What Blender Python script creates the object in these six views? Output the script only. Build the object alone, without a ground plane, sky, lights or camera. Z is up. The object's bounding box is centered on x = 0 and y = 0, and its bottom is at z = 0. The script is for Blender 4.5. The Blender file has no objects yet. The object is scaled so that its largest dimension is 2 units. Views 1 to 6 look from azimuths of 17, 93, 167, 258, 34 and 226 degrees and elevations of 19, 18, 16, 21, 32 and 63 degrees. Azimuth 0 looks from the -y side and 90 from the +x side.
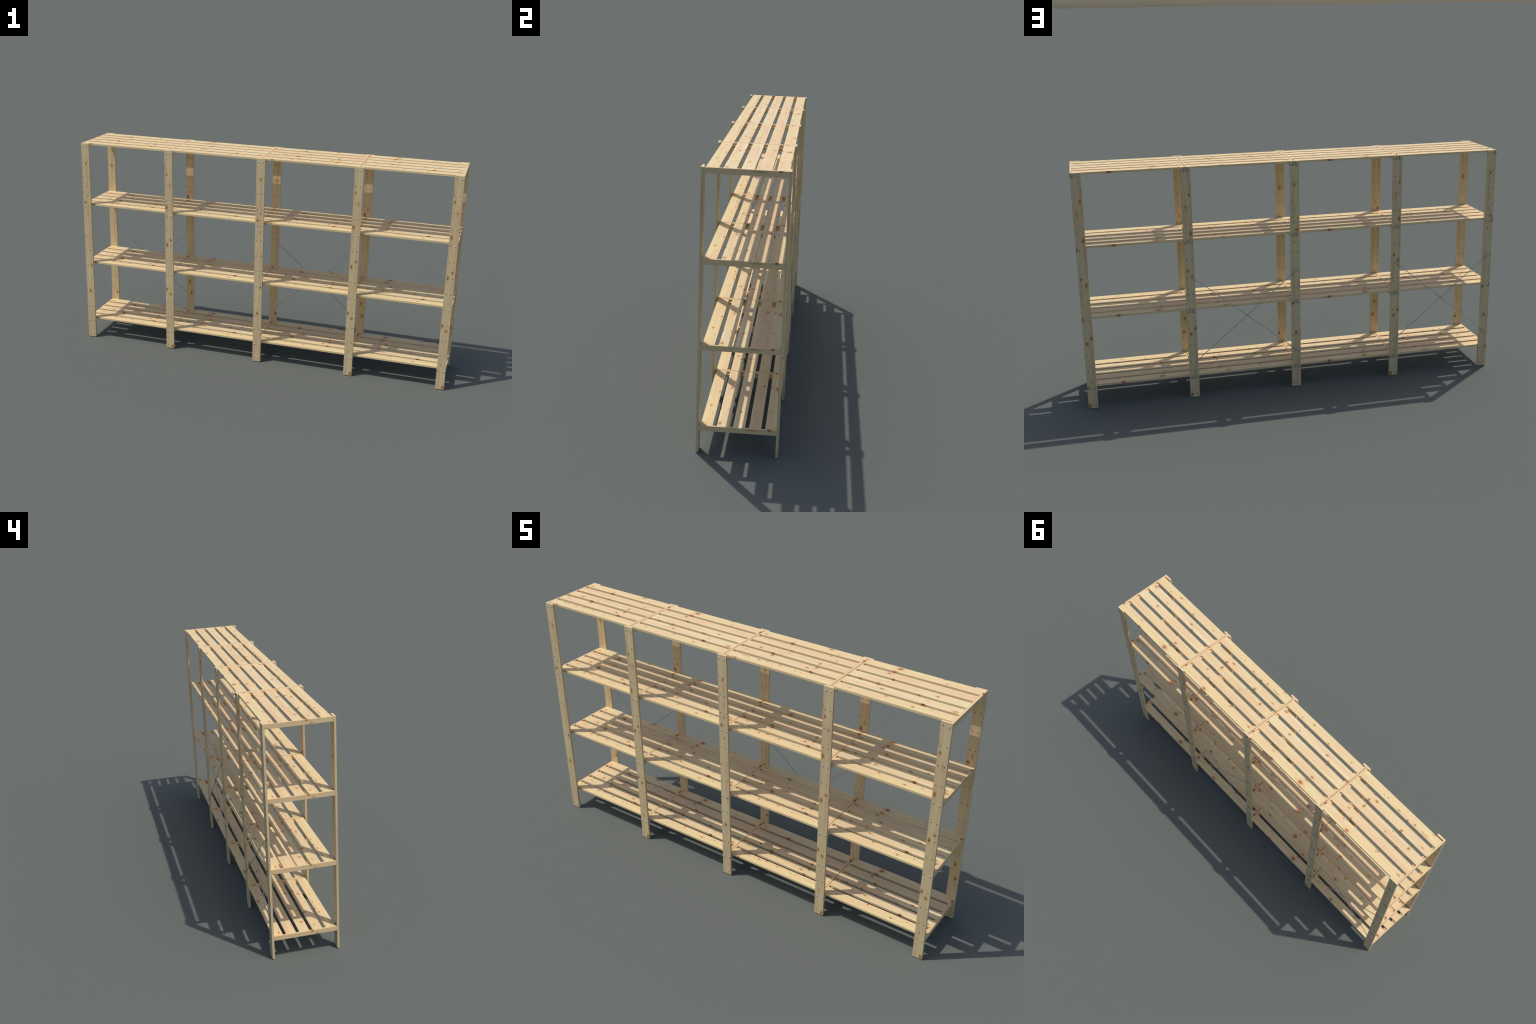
"""Four-bay slatted pine shelving unit: ten drilled posts, sixteen slatted shelves,
dome-head bolts and two wire cross braces.  Metres, z up, front face at -y."""
import bpy
import bmesh
import math
from mathutils import Vector

# ------------------------------------------------------------------ dimensions
POST_W, POST_T, POST_H = 0.0445, 0.0098, 1.1136      # width (x), thickness (y), height
POST_Y = 0.1531                                      # centre line of the front/back posts
POST_X = (-0.97775, -0.5, 0.0, 0.5, 0.97775)
HOLE_DX = 0.0117                                     # two columns of drilled holes
HOLE_Z0, HOLE_STEP, HOLE_ROWS, HOLE_R = 0.0167, 0.08315, 14, 0.0018
SHELF_ROWS = (1, 5, 9, 13)                           # hole rows that carry a shelf
SHELF_GAP = 0.0028
SHELF_L = (2.0 - 3 * SHELF_GAP) / 4
SHELF_RISE = 0.0154                                  # shelf top above its bolt
SLAT_W, SLAT_GAP, SLAT_T, SLAT_Y0 = 0.0459, 0.0157, 0.0099, -0.1415
END_T, END_H, END_Y = 0.0078, 0.0216, 0.1479         # end board
CLEAT_T, CLEAT_H = 0.0123, 0.0104
SLAT_L = SHELF_L - 2 * END_T - 0.0003


def row_z(n):
    return HOLE_Z0 + HOLE_STEP * n


# ------------------------------------------------------------------ mesh helpers
def new_object(name, mesh, parent=None, loc=(0, 0, 0)):
    ob = bpy.data.objects.new(name, mesh)
    bpy.context.scene.collection.objects.link(ob)
    ob.location = loc
    if parent is not None:
        ob.parent = parent
    return ob


def box_mesh(name, size, bevel=0.0006, segments=2, centres=((0, 0, 0),)):
    """One or more bevelled boxes in a single mesh."""
    bm = bmesh.new()
    for c in centres:
        r = bmesh.ops.create_cube(bm, size=1.0)
        for v in r["verts"]:
            v.co = Vector((v.co.x * size[0] + c[0], v.co.y * size[1] + c[1], v.co.z * size[2] + c[2]))
    bmesh.ops.bevel(bm, geom=bm.edges[:], offset=bevel, segments=segments, profile=0.6, affect="EDGES")
    me = bpy.data.meshes.new(name)
    bm.to_mesh(me)
    bm.free()
    return me


def post_mesh():
    """A board standing on z = 0 with two columns of round holes drilled through it."""
    b = 0.0005
    cu = bpy.data.curves.new("post_outline", "CURVE")
    cu.dimensions = "2D"
    cu.fill_mode = "BOTH"
    cu.extrude = POST_T / 2 - b
    cu.bevel_depth = b
    cu.bevel_resolution = 1
    cu.offset = -b
    cu.resolution_u = 4
    w, h = POST_W / 2, POST_H
    sp = cu.splines.new("POLY")
    c = 0.0008
    outline = [(-w + c, 0), (w - c, 0), (w, c), (w, h), (-w, h), (-w, c)]
    sp.points.add(len(outline) - 1)
    for p, (x, y) in zip(sp.points, outline):
        p.co = (x, y, 0, 1)
    sp.use_cyclic_u = True
    k = 0.5523
    for n in range(HOLE_ROWS):
        for sx in (-1, 1):
            cx, cy, r = sx * HOLE_DX, row_z(n), HOLE_R
            s = cu.splines.new("BEZIER")
            s.bezier_points.add(3)
            s.use_cyclic_u = True
            for i, bp in enumerate(s.bezier_points):
                a = i * math.pi / 2
                ca, sa = math.cos(a), math.sin(a)
                bp.co = (cx + r * ca, cy + r * sa, 0)
                bp.handle_left = (cx + r * (ca + k * sa), cy + r * (sa - k * ca), 0)
                bp.handle_right = (cx + r * (ca - k * sa), cy + r * (sa + k * ca), 0)
    ob = new_object("post_outline", cu)
    dg = bpy.context.evaluated_depsgraph_get()
    me = bpy.data.meshes.new_from_object(ob.evaluated_get(dg))
    bpy.data.objects.remove(ob)
    bpy.data.curves.remove(cu)
    me.name = "post"
    for v in me.vertices:
        x, y, z = v.co
        v.co = (x, -z, y)
    bm = bmesh.new()
    bm.from_mesh(me)
    bmesh.ops.remove_doubles(bm, verts=bm.verts[:], dist=1e-6)
    bmesh.ops.recalc_face_normals(bm, faces=bm.faces[:])
    for f in bm.faces:                                # walls of the drilled holes
        c = f.calc_center_median()
        n = round((c.z - HOLE_Z0) / HOLE_STEP)
        d = math.hypot(abs(c.x) - HOLE_DX, c.z - row_z(n))
        f.smooth = False
        f.material_index = 1 if (d < HOLE_R * 1.35 and abs(f.normal.y) < 0.95) else 0
    bm.to_mesh(me)
    bm.free()
    return me


def lathe_mesh(name, profile, seg=20, mat_smooth=True):
    """Turn (radius, height) pairs round the -y axis: height grows towards -y."""
    bm = bmesh.new()
    rings = []
    for r, h in profile:
        if r < 1e-7:
            rings.append([bm.verts.new((0, -h, 0))])
        else:
            rings.append([bm.verts.new((r * math.cos(2 * math.pi * i / seg), -h,
                                        r * math.sin(2 * math.pi * i / seg))) for i in range(seg)])
    for a, b in zip(rings, rings[1:]):
        for i in range(seg):
            j = (i + 1) % seg
            q = [a[i % len(a)], a[j % len(a)], b[j % len(b)], b[i % len(b)]]
            q = [v for n, v in enumerate(q) if v not in q[:n]]
            if len(q) > 2:
                bm.faces.new(q)
    bmesh.ops.recalc_face_normals(bm, faces=bm.faces[:])
    for f in bm.faces:
        f.smooth = mat_smooth
    me = bpy.data.meshes.new(name)
    bm.to_mesh(me)
    bm.free()
    return me


def sweep(bm, path, seg=10):
    """Sweep an ellipse along path entries (point, half_width in plane, half_thickness in y)."""
    pts = [Vector(p[0]) for p in path]
    rings = []
    for i, (p, hw, ht) in enumerate(path):
        t = (pts[min(i + 1, len(pts) - 1)] - pts[max(i - 1, 0)]).normalized()
        side = t.cross(Vector((0, 1, 0))).normalized()
        out = side.cross(t).normalized()
        rings.append([bm.verts.new(pts[i] + side * hw * math.cos(2 * math.pi * k / seg)
                                   + out * ht * math.sin(2 * math.pi * k / seg)) for k in range(seg)])
    for a, b in zip(rings, rings[1:]):
        for k in range(seg):
            bm.faces.new((a[k], a[(k + 1) % seg], b[(k + 1) % seg], b[k])).smooth = True
    bm.faces.new(rings[0])
    bm.faces.new(rings[-1])


# ------------------------------------------------------------------ materials
def lin(r, g, b):
    """sRGB 0-255 to linear RGBA."""
    f = lambda c: c / 12.92 if c <= 0.04045 else ((c + 0.055) / 1.055) ** 2.4
    return (f(r / 255), f(g / 255), f(b / 255), 1.0)


def knot_group():
    """One branch knot: an elliptic core with a soft rim and a halo drawn out along the grain."""
    g = bpy.data.node_groups.new("branch_knot", "ShaderNodeTree")
    itf = g.interface
    itf.new_socket("Color", in_out="INPUT", socket_type="NodeSocketColor")
    itf.new_socket("Vector", in_out="INPUT", socket_type="NodeSocketVector")
    itf.new_socket("Centre", in_out="INPUT", socket_type="NodeSocketVector")
    itf.new_socket("Inverse Radius", in_out="INPUT", socket_type="NodeSocketVector")
    itf.new_socket("Halo Inverse Radius", in_out="INPUT", socket_type="NodeSocketVector")
    itf.new_socket("Knot Color", in_out="INPUT", socket_type="NodeSocketColor")
    itf.new_socket("Halo Color", in_out="INPUT", socket_type="NodeSocketColor")
    itf.new_socket("Strength", in_out="INPUT", socket_type="NodeSocketFloat")
    itf.new_socket("Color", in_out="OUTPUT", socket_type="NodeSocketColor")
    N, L = g.nodes, g.links
    gi, go = N.new("NodeGroupInput"), N.new("NodeGroupOutput")
    sub = N.new("ShaderNodeVectorMath"); sub.operation = "SUBTRACT"
    L.new(gi.outputs["Vector"], sub.inputs[0]); L.new(gi.outputs["Centre"], sub.inputs[1])

    def mask(radius_socket, near, far, top):
        mul = N.new("ShaderNodeVectorMath"); mul.operation = "MULTIPLY"
        L.new(sub.outputs[0], mul.inputs[0]); L.new(gi.outputs[radius_socket], mul.inputs[1])
        ln = N.new("ShaderNodeVectorMath"); ln.operation = "LENGTH"
        L.new(mul.outputs[0], ln.inputs[0])
        mr = N.new("ShaderNodeMapRange"); mr.interpolation_type = "SMOOTHSTEP"
        mr.inputs["From Min"].default_value = near
        mr.inputs["From Max"].default_value = far
        mr.inputs["To Min"].default_value = top
        mr.inputs["To Max"].default_value = 0.0
        L.new(ln.outputs["Value"], mr.inputs["Value"])
        st = N.new("ShaderNodeMath"); st.operation = "MULTIPLY"
        L.new(mr.outputs[0], st.inputs[0]); L.new(gi.outputs["Strength"], st.inputs[1])
        return st.outputs[0]

    def mix(a, b, f):
        m = N.new("ShaderNodeMix"); m.data_type = "RGBA"
        L.new(f, m.inputs[0]); L.new(a, m.inputs[6]); L.new(b, m.inputs[7])
        return m.outputs[2]

    c = mix(gi.outputs["Color"], gi.outputs["Halo Color"], mask("Halo Inverse Radius", 0.1, 1.0, 0.72))
    c = mix(c, gi.outputs["Knot Color"], mask("Inverse Radius", 0.2, 1.05, 1.0))
    L.new(c, go.inputs["Color"])
    return g


KNOT = knot_group()
HUE = {  # core colour, halo colour, strength
    "brown": (lin(162, 112, 60), lin(224, 184, 129), 0.92),
    "dark": (lin(138, 88, 50), lin(216, 174, 124), 0.96),
    "red": (lin(174, 106, 66), lin(226, 180, 132), 0.97),
    "orange": (lin(192, 132, 82), lin(230, 190, 140), 0.9),
    "tan": (lin(184, 144, 94), lin(226, 194, 146), 0.75),
    "green": (lin(158, 132, 80), lin(224, 202, 148), 0.75),
    "streak": (lin(226, 178, 138), lin(230, 188, 150), 0.6),
    "grey": (lin(190, 172, 140), lin(226, 206, 168), 0.7),
}


def wood_material(name, tones, knots=(), grain="X", seed=0.0, contact_shade=None, shift=0.0):
    """Pale planed pine.  tones: (yellow sapwood, base, pink heartwood) sRGB triples.
    knots: (along, across, radius along, radius across, hue) with the grain axis first."""
    m = bpy.data.materials.new(name)
    m.use_nodes = True
    nt = m.node_tree
    N, L = nt.nodes, nt.links
    bsdf = N["Principled BSDF"]
    bsdf.inputs["Roughness"].default_value = 0.62
    bsdf.inputs["Specular IOR Level"].default_value = 0.3
    tc = N.new("ShaderNodeTexCoord")

    def scaled(sx, sy, sz):
        mp = N.new("ShaderNodeMapping")
        mp.inputs["Scale"].default_value = {"X": (sx, sy, sz), "Y": (sy, sx, sz), "Z": (sy, sz, sx)}[grain]
        L.new(tc.outputs["Object"], mp.inputs["Vector"])
        return mp.outputs["Vector"]

    def noise(vec, w, detail, rough):
        n = N.new("ShaderNodeTexNoise")
        n.noise_dimensions = "4D"
        n.inputs["W"].default_value = w
        n.inputs["Scale"].default_value = 1.0
        n.inputs["Detail"].default_value = detail
        n.inputs["Roughness"].default_value = rough
        L.new(vec, n.inputs["Vector"])
        return n.outputs["Fac"]

    # broad bands of sapwood and heartwood that run with the grain
    band = noise(scaled(4.2, 46 if grain == "X" else 75, 40), seed, 3.0, 0.55)
    ramp = N.new("ShaderNodeValToRGB")
    e = ramp.color_ramp.elements
    e[0].position, e[0].color = 0.36 + shift, lin(*tones[0])
    e[1].position, e[1].color = 0.64 + shift, lin(*tones[2])
    mid = e.new(0.50 + shift)
    mid.color = lin(*tones[1])
    L.new(band, ramp.inputs[0])
    # growth rings seen as fine lengthwise lines, and fibre speckle
    rings = noise(scaled(1.6, 210, 180), seed + 3.1, 2.0, 0.6)
    fibre = noise(scaled(26, 900, 900), seed + 7.7, 1.0, 0.5)
    mr = N.new("ShaderNodeMapRange")
    mr.inputs["From Min"].default_value, mr.inputs["From Max"].default_value = 0.3, 0.7
    mr.inputs["To Min"].default_value, mr.inputs["To Max"].default_value = 0.93, 1.05
    L.new(rings, mr.inputs["Value"])
    mf = N.new("ShaderNodeMapRange")
    mf.inputs["From Min"].default_value, mf.inputs["From Max"].default_value = 0.3, 0.7
    mf.inputs["To Min"].default_value, mf.inputs["To Max"].default_value = 0.975, 1.02
    L.new(fibre, mf.inputs["Value"])
    mm = N.new("ShaderNodeMath"); mm.operation = "MULTIPLY"
    L.new(mr.outputs[0], mm.inputs[0]); L.new(mf.outputs[0], mm.inputs[1])
    sc = N.new("ShaderNodeVectorMath"); sc.operation = "SCALE"
    L.new(ramp.outputs["Color"], sc.inputs[0]); L.new(mm.outputs[0], sc.inputs["Scale"])
    col = sc.outputs[0]
    if knots:
        # wobble the coordinates a little so that no knot is a clean ellipse
        wob = N.new("ShaderNodeTexNoise")
        wob.inputs["Scale"].default_value = 120.0
        wob.inputs["Detail"].default_value = 1.0
        L.new(tc.outputs["Object"], wob.inputs["Vector"])
        ws = N.new("ShaderNodeVectorMath"); ws.operation = "MULTIPLY_ADD"
        ws.inputs[1].default_value = (0.004, 0.004, 0.004)
        L.new(wob.outputs["Color"], ws.inputs[0]); L.new(tc.outputs["Object"], ws.inputs[2])
        off = N.new("ShaderNodeVectorMath"); off.operation = "SUBTRACT"
        off.inputs[1].default_value = (0.002, 0.002, 0.002)
        L.new(ws.outputs[0], off.inputs[0])
        for along, across, ra, rc, hue, face in [tuple(k) + (0,) * (6 - len(k)) for k in knots]:
            core, halo, strength = HUE[hue]
            # slat and end-board knots run right through; post knots fade inside the board
            inv_depth = 1 / (0.75 * POST_T) if face else 0.0
            place = {"X": lambda a, c: (a, c, 0.0), "Y": lambda a, c: (0.0, a, c),
                     "Z": lambda a, c: (c, face * POST_T / 2, a)}[grain]
            axis = {"X": lambda a, c: (1 / a, 1 / c, 0.0), "Y": lambda a, c: (0.0, 1 / a, 1 / c),
                    "Z": lambda a, c: (1 / c, inv_depth, 1 / a)}[grain]
            k = N.new("ShaderNodeGroup")
            k.node_tree = KNOT
            L.new(col, k.inputs["Color"]); L.new(off.outputs[0], k.inputs["Vector"])
            k.inputs["Centre"].default_value = place(along, across)
            k.inputs["Inverse Radius"].default_value = axis(ra * 1.5, rc * 1.5)
            k.inputs["Halo Inverse Radius"].default_value = axis(ra * 4.2, rc * 2.3)
            k.inputs["Knot Color"].default_value = core
            k.inputs["Halo Color"].default_value = halo
            k.inputs["Strength"].default_value = strength
            col = k.outputs["Color"]
    if contact_shade:
        col = painted_contact_shade(N, L, tc, col, contact_shade)  # contact shadow of the shelf ends painted into the wood colour
    L.new(col, bsdf.inputs["Base Color"])
    bump = N.new("ShaderNodeBump")
    bump.inputs["Strength"].default_value = 0.08
    bump.inputs["Distance"].default_value = 0.0006
    L.new(rings, bump.inputs["Height"])
    L.new(bump.outputs["Normal"], bsdf.inputs["Normal"])
    return m


def painted_contact_shade(N, L, tc, col, kind):
    """Baked contact shade, painted in the shape of the shelf ends, on the +y face of a post.
    kind: 'both' mirrors it left and right, -1 / +1 keeps it on one edge."""
    sep = N.new("ShaderNodeSeparateXYZ")
    L.new(tc.outputs["Object"], sep.inputs[0])

    def math_node(op, a, b=None):
        n = N.new("ShaderNodeMath"); n.operation = op
        for i, v in enumerate((a, b)):
            if v is None:
                continue
            if isinstance(v, (int, float)):
                n.inputs[i].default_value = v
            else:
                L.new(v, n.inputs[i])
        return n.outputs[0]

    def inside(v, lo, hi):
        return math_node("MULTIPLY", math_node("GREATER_THAN", v, lo), math_node("LESS_THAN", v, hi))

    if kind == "both":
        u = math_node("SUBTRACT", math_node("ABSOLUTE", sep.outputs["X"]), SHELF_GAP / 2)
    else:
        u = math_node("SUBTRACT", POST_W / 2, math_node("MULTIPLY", sep.outputs["X"], float(kind)))
    pitch = HOLE_STEP * 4
    z = math_node("SUBTRACT", math_node("MODULO", math_node("ADD", sep.outputs["Z"], pitch - row_z(1) + 0.02),
                                        pitch), 0.02)
    strip = math_node("MULTIPLY", inside(u, 0.0005, END_T), inside(z, -0.0055, 0.0158))
    foot = math_node("MULTIPLY", inside(u, END_T, END_T + CLEAT_T - 0.001), inside(z, -0.0055, 0.0048))
    m = math_node("ADD", math_node("MULTIPLY", strip, 0.56), math_node("MULTIPLY", foot, 0.46))
    m = math_node("MULTIPLY", m, math_node("GREATER_THAN", sep.outputs["Y"], POST_T / 2 - 0.0012))
    mix = N.new("ShaderNodeMix"); mix.data_type = "RGBA"
    mix.inputs[7].default_value = lin(104, 84, 62)
    L.new(m, mix.inputs[0]); L.new(col, mix.inputs[6])
    return mix.outputs[2]


def plain_material(name, color, rough=0.6, metallic=0.0, variation=0.1, scale=60.0):
    m = bpy.data.materials.new(name)
    m.use_nodes = True
    N, L = m.node_tree.nodes, m.node_tree.links
    b = N["Principled BSDF"]
    b.inputs["Roughness"].default_value = rough
    b.inputs["Metallic"].default_value = metallic
    tc = N.new("ShaderNodeTexCoord")
    n = N.new("ShaderNodeTexNoise")
    n.inputs["Scale"].default_value = scale
    L.new(tc.outputs["Object"], n.inputs["Vector"])
    r = N.new("ShaderNodeValToRGB")
    c = lin(*color)
    r.color_ramp.elements[0].color = tuple(v * (1 - variation) for v in c[:3]) + (1,)
    r.color_ramp.elements[1].color = tuple(min(1, v * (1 + variation)) for v in c[:3]) + (1,)
    L.new(n.outputs["Fac"], r.inputs[0])
    L.new(r.outputs[0], b.inputs["Base Color"])
    return m


YELLOW = ((231, 210, 157), (231, 204, 154), (230, 195, 153))
MIXED = ((232, 211, 160), (230, 203, 156), (229, 195, 153))
PALE = ((235, 217, 171), (232, 207, 161), (230, 197, 154))
PINK = ((231, 207, 158), (229, 200, 154), (228, 192, 149))
END = ((231, 205, 156), (230, 199, 153), (228, 192, 149))
POST = ((221, 205, 154), (221, 198, 152), (216, 184, 146))

# (distance along the slat from its left end of the shelf, across from the slat's centre,
#  radius along, radius across, hue)
SLATS_PLAIN_BAY = [
    (YELLOW, 0.6, [(0.345, 0.007, 0.004, 0.003, "green"), (0.322, 0.005, 0.004, 0.004, "green"),
                   (0.245, 0.014, 0.005, 0.004, "brown"), (0.184, 0.021, 0.005, 0.005, "brown"),
                   (0.146, 0.0115, 0.005, 0.0045, "brown"), (0.098, 0.010, 0.005, 0.004, "green"),
                   (0.089, 0.0145, 0.005, 0.0035, "tan"), (0.074, 0.012, 0.012, 0.0035, "tan"),
                   (0.053, -0.020, 0.007, 0.004, "orange")]),
    (MIXED, 1.9, [(0.375, 0.017, 0.006, 0.009, "brown"), (0.344, -0.004, 0.008, 0.005, "brown"),
                  (0.167, 0.018, 0.006, 0.009, "brown"), (0.047, 0.005, 0.010, 0.004, "tan"),
                  (0.372, -0.0235, 0.008, 0.003, "brown")]),
    (PINK, 3.3, [(0.367, -0.007, 0.0045, 0.010, "brown"), (0.213, 0.011, 0.006, 0.005, "tan"),
                 (0.191, -0.016, 0.005, 0.004, "tan"), (0.086, -0.008, 0.005, 0.008, "brown"),
                 (0.407, 0.008, 0.004, 0.004, "grey"), (0.155, -0.0235, 0.008, 0.003, "brown")]),
    (PINK, 4.2, [(0.184, -0.003, 0.004, 0.004, "grey"), (0.407, -0.009, 0.005, 0.004, "brown"),
                 (0.364, 0.020, 0.006, 0.006, "orange"), (0.206, -0.0235, 0.006, 0.002, "tan")]),
    (YELLOW, 5.5, [(0.385, -0.016, 0.005, 0.005, "tan"), (0.334, 0.014, 0.010, 0.006, "red"),
                   (0.174, -0.013, 0.006, 0.005, "tan"), (0.168, -0.0235, 0.009, 0.004, "brown"),
                   (0.028, -0.0075, 0.009, 0.005, "orange")]),
]
SLATS_RED_KNOT_BAY = [
    (YELLOW, 6.4, [(0.395, 0.0105, 0.004, 0.0035, "green"), (0.327, -0.003, 0.0055, 0.005, "brown"),
                   (0.208, 0.017, 0.0055, 0.0045, "brown"), (0.064, 0.004, 0.005, 0.004, "green")]),
    (PALE, 7.1, [(0.470, -0.0135, 0.011, 0.007, "orange"), (0.351, 0.009, 0.006, 0.004, "tan"),
                 (0.167, 0.002, 0.008, 0.005, "brown"), (0.140, 0.020, 0.006, 0.005, "tan"),
                 (0.348, -0.0235, 0.008, 0.003, "dark")]),
    (PALE, 8.8, [(0.368, -0.003, 0.006, 0.005, "brown"), (0.189, 0.007, 0.005, 0.004, "grey"),
                 (0.134, -0.022, 0.006, 0.005, "tan"), (0.302, -0.0235, 0.007, 0.003, "tan"),
                 (0.055, -0.0235, 0.006, 0.0025, "green")]),
    (PINK, 9.6, [(0.131, 0.011, 0.006, 0.005, "dark"), (0.165, -0.0235, 0.006, 0.003, "brown"),
                 (0.215, 0.008, 0.030, 0.003, "streak")]),
    (YELLOW, 10.9, [(0.149, 0.007, 0.012, 0.010, "red"), (0.138, -0.021, 0.010, 0.005, "orange"),
                    (0.353, -0.011, 0.007, 0.004, "tan"), (0.332, 0.022, 0.010, 0.004, "red")]),
]
# (height, across, radius up, radius across, hue)
POST_KNOTS = [
    (0.985, -0.0118, 0.008, 0.005, "brown"), (0.929, 0.0045, 0.016, 0.004, "tan"),
    (0.808, -0.012, 0.012, 0.006, "brown"), (0.630, 0.0092, 0.007, 0.006, "brown"),
    (0.601, -0.011, 0.011, 0.0055, "brown"), (0.347, -0.016, 0.010, 0.005, "brown"),
    (0.321, 0.0055, 0.008, 0.0065, "brown"), (0.135, -0.0025, 0.010, 0.004, "tan"),
    (0.011, 0.0150, 0.011, 0.007, "brown"), (1.027, -0.0225, 0.018, 0.004, "orange"),
]
POST_KNOTS_OTHER = [
    (1.004, 0.0015, 0.007, 0.005, "brown"), (0.881, 0.0055, 0.009, 0.004, "tan"),
    (0.893, 0.003, 0.006, 0.003, "tan"), (0.829, 0.0058, 0.007, 0.005, "green"),
    (0.790, -0.0086, 0.006, 0.008, "brown"), (0.730, 0.004, 0.007, 0.0045, "green"),
    (0.653, 0.012, 0.007, 0.004, "grey"), (0.428, 0.0135, 0.007, 0.0045, "dark"),
    (0.279, -0.0005, 0.007, 0.006, "dark"), (0.285, -0.0195, 0.010, 0.003, "tan"),
    (0.588, -0.0205, 0.010, 0.003, "tan"), (0.159, 0.0205, 0.010, 0.003, "tan"),
]

# faces that look into the unit
POST_KNOTS_INNER = [
    (0.822, 0.003, 0.013, 0.005, "tan"), (0.793, -0.0115, 0.008, 0.007, "dark"),
    (0.289, -0.0005, 0.010, 0.006, "brown"), (0.218, 0.0085, 0.010, 0.007, "brown"),
]
POST_KNOTS_OTHER_INNER = [
    (0.930, 0.0015, 0.011, 0.005, "brown"), (0.163, 0.0155, 0.008, 0.005, "dark"),
    (0.197, -0.017, 0.009, 0.003, "tan"),
]

# ------------------------------------------------------------------ build
unit = new_object("wooden_shelving_unit", None)
unit["label"] = "long pale pine four-bay slatted storage shelving unit"
unit["category"] = "shelving unit"

steel = plain_material("zinc_plated_steel", (205, 206, 210), 0.34, 0.6, 0.05)
wire = plain_material("galvanised_wire", (186, 184, 183), 0.3, 0.85, 0.06)
drilled = plain_material("drilled_hole_shade", (96, 70, 48), 0.9, 0.0, 0.15, 300)  # hole walls coloured dark to stand in for the shade inside

# posts ----------------------------------------------------------------------
post_me = post_mesh()
post_me.materials.append(None)
post_me.materials.append(drilled)
bolt_me = lathe_mesh("bolt", [(0, -POST_T - 0.002), (0.0015, -POST_T - 0.002), (0.0015, -0.0001), (0.0033, -0.0001),
                              (0.0033, 0.0004), (0.0030, 0.0012), (0.0021, 0.0020), (0.0010, 0.0024), (0, 0.0025)])
bolt_me.materials.append(steel)
end_grain = plain_material("pine_end_grain", (231, 199, 158), 0.7, 0.0, 0.04, 400)
post_me.materials.append(end_grain)
for poly in post_me.polygons:
    if poly.normal.z > 0.9 and poly.center.z > POST_H - 0.001:
        poly.material_index = 2
post_mats = {}
for board, kind in (("A", "both"), ("A", 1), ("B", "both"), ("B", -1)):
    outer, inner, seed = {"A": (POST_KNOTS, POST_KNOTS_INNER, 12.3),
                          "B": (POST_KNOTS_OTHER, POST_KNOTS_OTHER_INNER, 14.8)}[board]
    for side in (-1, 1):
        knots = [k + (side,) for k in outer] + [k + (-side,) for k in inner]
        post_mats[board, kind, side] = wood_material("pine_post", POST, knots, "Z", seed,
                                                     kind if side > 0 else None)
post_kind = (("B", -1), ("A", "both"), ("B", "both"), ("A", "both"), ("A", 1))
for px, kind in zip(POST_X, post_kind):
    for side in (-1, 1):
        p = new_object("post", post_me, unit, (px, side * POST_Y, 0))
        p.material_slots[0].link = "OBJECT"
        p.material_slots[0].material = post_mats[kind + (side,)]
        columns = (-1, 1) if kind[1] == "both" else (kind[1],)
        for n in SHELF_ROWS:
            for c in columns:
                b = new_object("bolt", bolt_me, p, (c * HOLE_DX, side * POST_T / 2, row_z(n)))
                if side > 0:
                    b.rotation_euler = (0, 0, math.pi)

# shelves --------------------------------------------------------------------
slat_size = (SLAT_L, SLAT_W, SLAT_T)
slat_meshes = {}
for bay, rows in (("plain", SLATS_PLAIN_BAY), ("red", SLATS_RED_KNOT_BAY)):
    for i, (tones, seed, knots) in enumerate(rows):
        me = box_mesh("slat", slat_size, 0.00035)
        centred = [(a - 0.25, c, ra, rc, h) for a, c, ra, rc, h in knots]
        me.materials.append(wood_material("pine_slat", tones, centred, "X", seed))
        slat_meshes[bay, i] = me
end_meshes = {}
for side, knots, seed in ((-1, [(-0.031, 0.009, 0.006, 0.005, "brown"), (-0.052, -0.006, 0.007, 0.005, "tan"), (0.138, -0.010, 0.006, 0.005, "tan")], 20.2),
                          (1, [(0.120, 0.0095, 0.006, 0.005, "dark"), (0.05, 0.004, 0.025, 0.003, "tan")], 21.7)):
    me = box_mesh("end_board", (END_T, 2 * END_Y, END_H), 0.0004)
    me.materials.append(wood_material("pine_end_board", END, knots, "Y", seed))
    end_meshes[side] = me
cleat_x = SHELF_L / 2 - END_T - CLEAT_T / 2 - 0.0001
cleat_me = box_mesh("shelf_cleats", (CLEAT_T, 2 * END_Y - 0.001, CLEAT_H), 0.0006,
                    centres=((-cleat_x, 0, 0), (cleat_x, 0, 0)))
cleat_me.materials.append(wood_material("pine_cleat", END, (), "Y", 23.4))

for bay in range(4):
    cx = -1 + SHELF_L / 2 + bay * (SHELF_L + SHELF_GAP)
    kind = "plain" if bay % 2 == 0 else "red"
    for n in SHELF_ROWS:
        top = row_z(n) + SHELF_RISE
        # the shelf's own mesh is its pair of cleats; slats and end boards hang on it
        cz = top - SLAT_T - CLEAT_H / 2 - 0.0001
        shelf = new_object("shelf", cleat_me, unit, (cx, 0, cz))
        for i in range(5):
            y = SLAT_Y0 + SLAT_W / 2 + i * (SLAT_W + SLAT_GAP)
            new_object("slat", slat_meshes[kind, i], shelf, (0, y, top - SLAT_T / 2 - cz))
        for s in (-1, 1):
            new_object("end_board", end_meshes[s], shelf,
                       (s * (SHELF_L - END_T) / 2, 0, top - END_H / 2 - cz))

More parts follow.
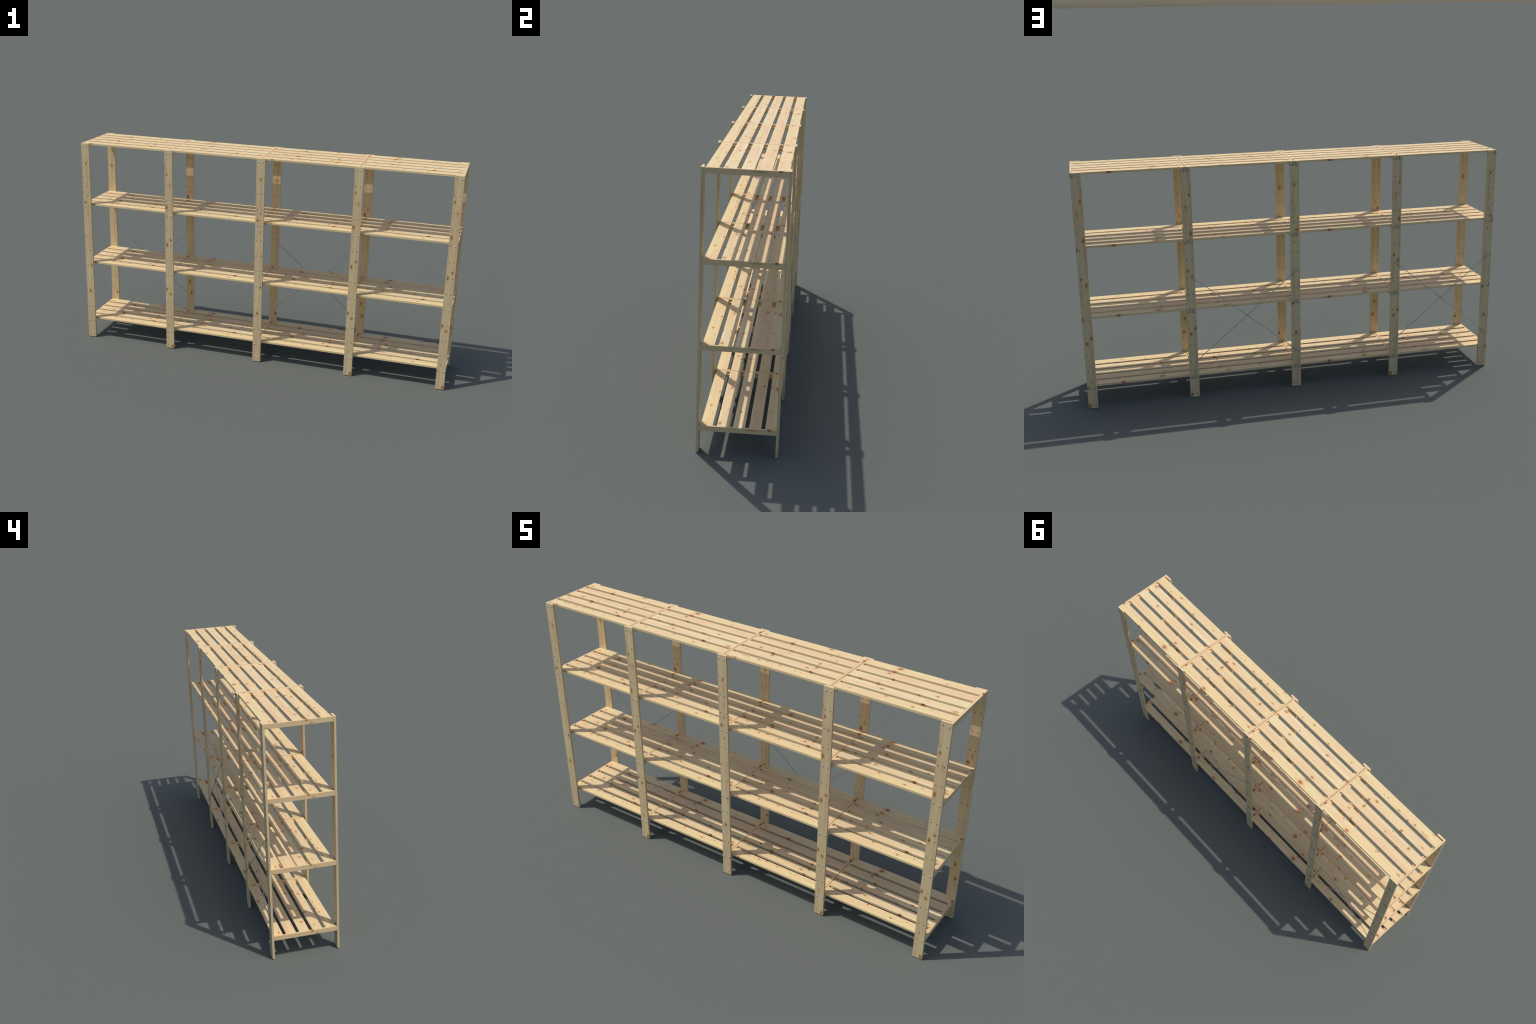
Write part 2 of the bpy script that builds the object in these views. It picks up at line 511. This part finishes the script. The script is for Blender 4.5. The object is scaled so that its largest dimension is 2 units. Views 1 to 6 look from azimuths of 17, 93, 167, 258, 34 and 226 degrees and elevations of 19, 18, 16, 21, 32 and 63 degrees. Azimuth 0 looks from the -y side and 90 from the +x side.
# wire cross braces on the back -----------------------------------------------
WIRE_R = 0.0017
BACK = POST_Y + POST_T / 2
screw_me = lathe_mesh("screw", [(0, -0.004), (0.0014, -0.004), (0.0014, 0), (0.0027, 0.0), (0.0026, 0.0006),
                                (0.0018, 0.0012), (0, 0.0015)], 16)
screw_me.materials.append(steel)
hub_me = lathe_mesh("brace_hub", [(0, -0.0022), (0.0036, -0.0022), (0.0042, -0.0014), (0.0042, 0.0014),
                                  (0.0036, 0.0022), (0, 0.0022)], 20)
hub_me.materials.append(wire)
brace_me = bpy.data.meshes.new("cross_brace")
bm = bmesh.new()
half_x, z_lo, z_hi = 0.25, row_z(2), row_z(7)
zc = (z_lo + z_hi) / 2
for sign, inset in ((1, 0.0), (-1, 0.0030)):
    a, b = Vector((-half_x, 0, sign * (z_hi - zc))), Vector((half_x, 0, -sign * (z_hi - zc)))
    d = (b - a).normalized()
    length = (b - a).length
    path = []
    # flat eye at each end, then round wire that dips past the other wire in the middle
    stations = [(-0.004, 0.0012, 0.0004), (-0.002, 0.0024, 0.0005), (0.004, 0.0024, 0.0005), (0.010, 0.0018, 0.0009),
                (0.016, WIRE_R, WIRE_R)]
    for s, hw, ht in stations:
        path.append((s, hw, ht))
    for k in range(1, 20):
        path.append((0.016 + (length - 0.032) * k / 20, WIRE_R, WIRE_R))
    for s, hw, ht in reversed(stations):
        path.append((length - s, hw, ht))
    pts = []
    for s, hw, ht in path:
        t = min(max(s / length, 0), 1)
        dip = math.exp(-((t - 0.5) / 0.16) ** 2)
        bow = 0.0012 * max(0.0, math.sin(2 * math.pi * t) * sign)
        p = a + d * s
        pts.append(((p.x, BACK + 0.0002 + max(ht, 0.0006) - inset * dip, p.z + bow), hw, ht))
    sweep(bm, pts)
bmesh.ops.recalc_face_normals(bm, faces=bm.faces[:])
bm.to_mesh(brace_me)
bm.free()
brace_me.materials.append(wire)
for left in (-1.0 - 0.0 + (POST_X[0] + 1.0) - HOLE_DX, POST_X[2] - HOLE_DX):
    right = {True: POST_X[1] + HOLE_DX, False: POST_X[3] - HOLE_DX}[left < -0.5]
    brace = new_object("cross_brace", brace_me, unit, ((left + right) / 2, 0, zc))
    brace.scale.x = (right - left) / (2 * half_x)
    new_object("brace_hub", hub_me, brace, (0, BACK - 0.0001, 0))
    for sx in (-half_x, half_x):
        for z in (z_lo - zc, z_hi - zc):
            s = new_object("screw", screw_me, brace, (sx, BACK + 0.0012, z))
            s.rotation_euler = (0, 0, math.pi)
bpy.context.view_layer.update()
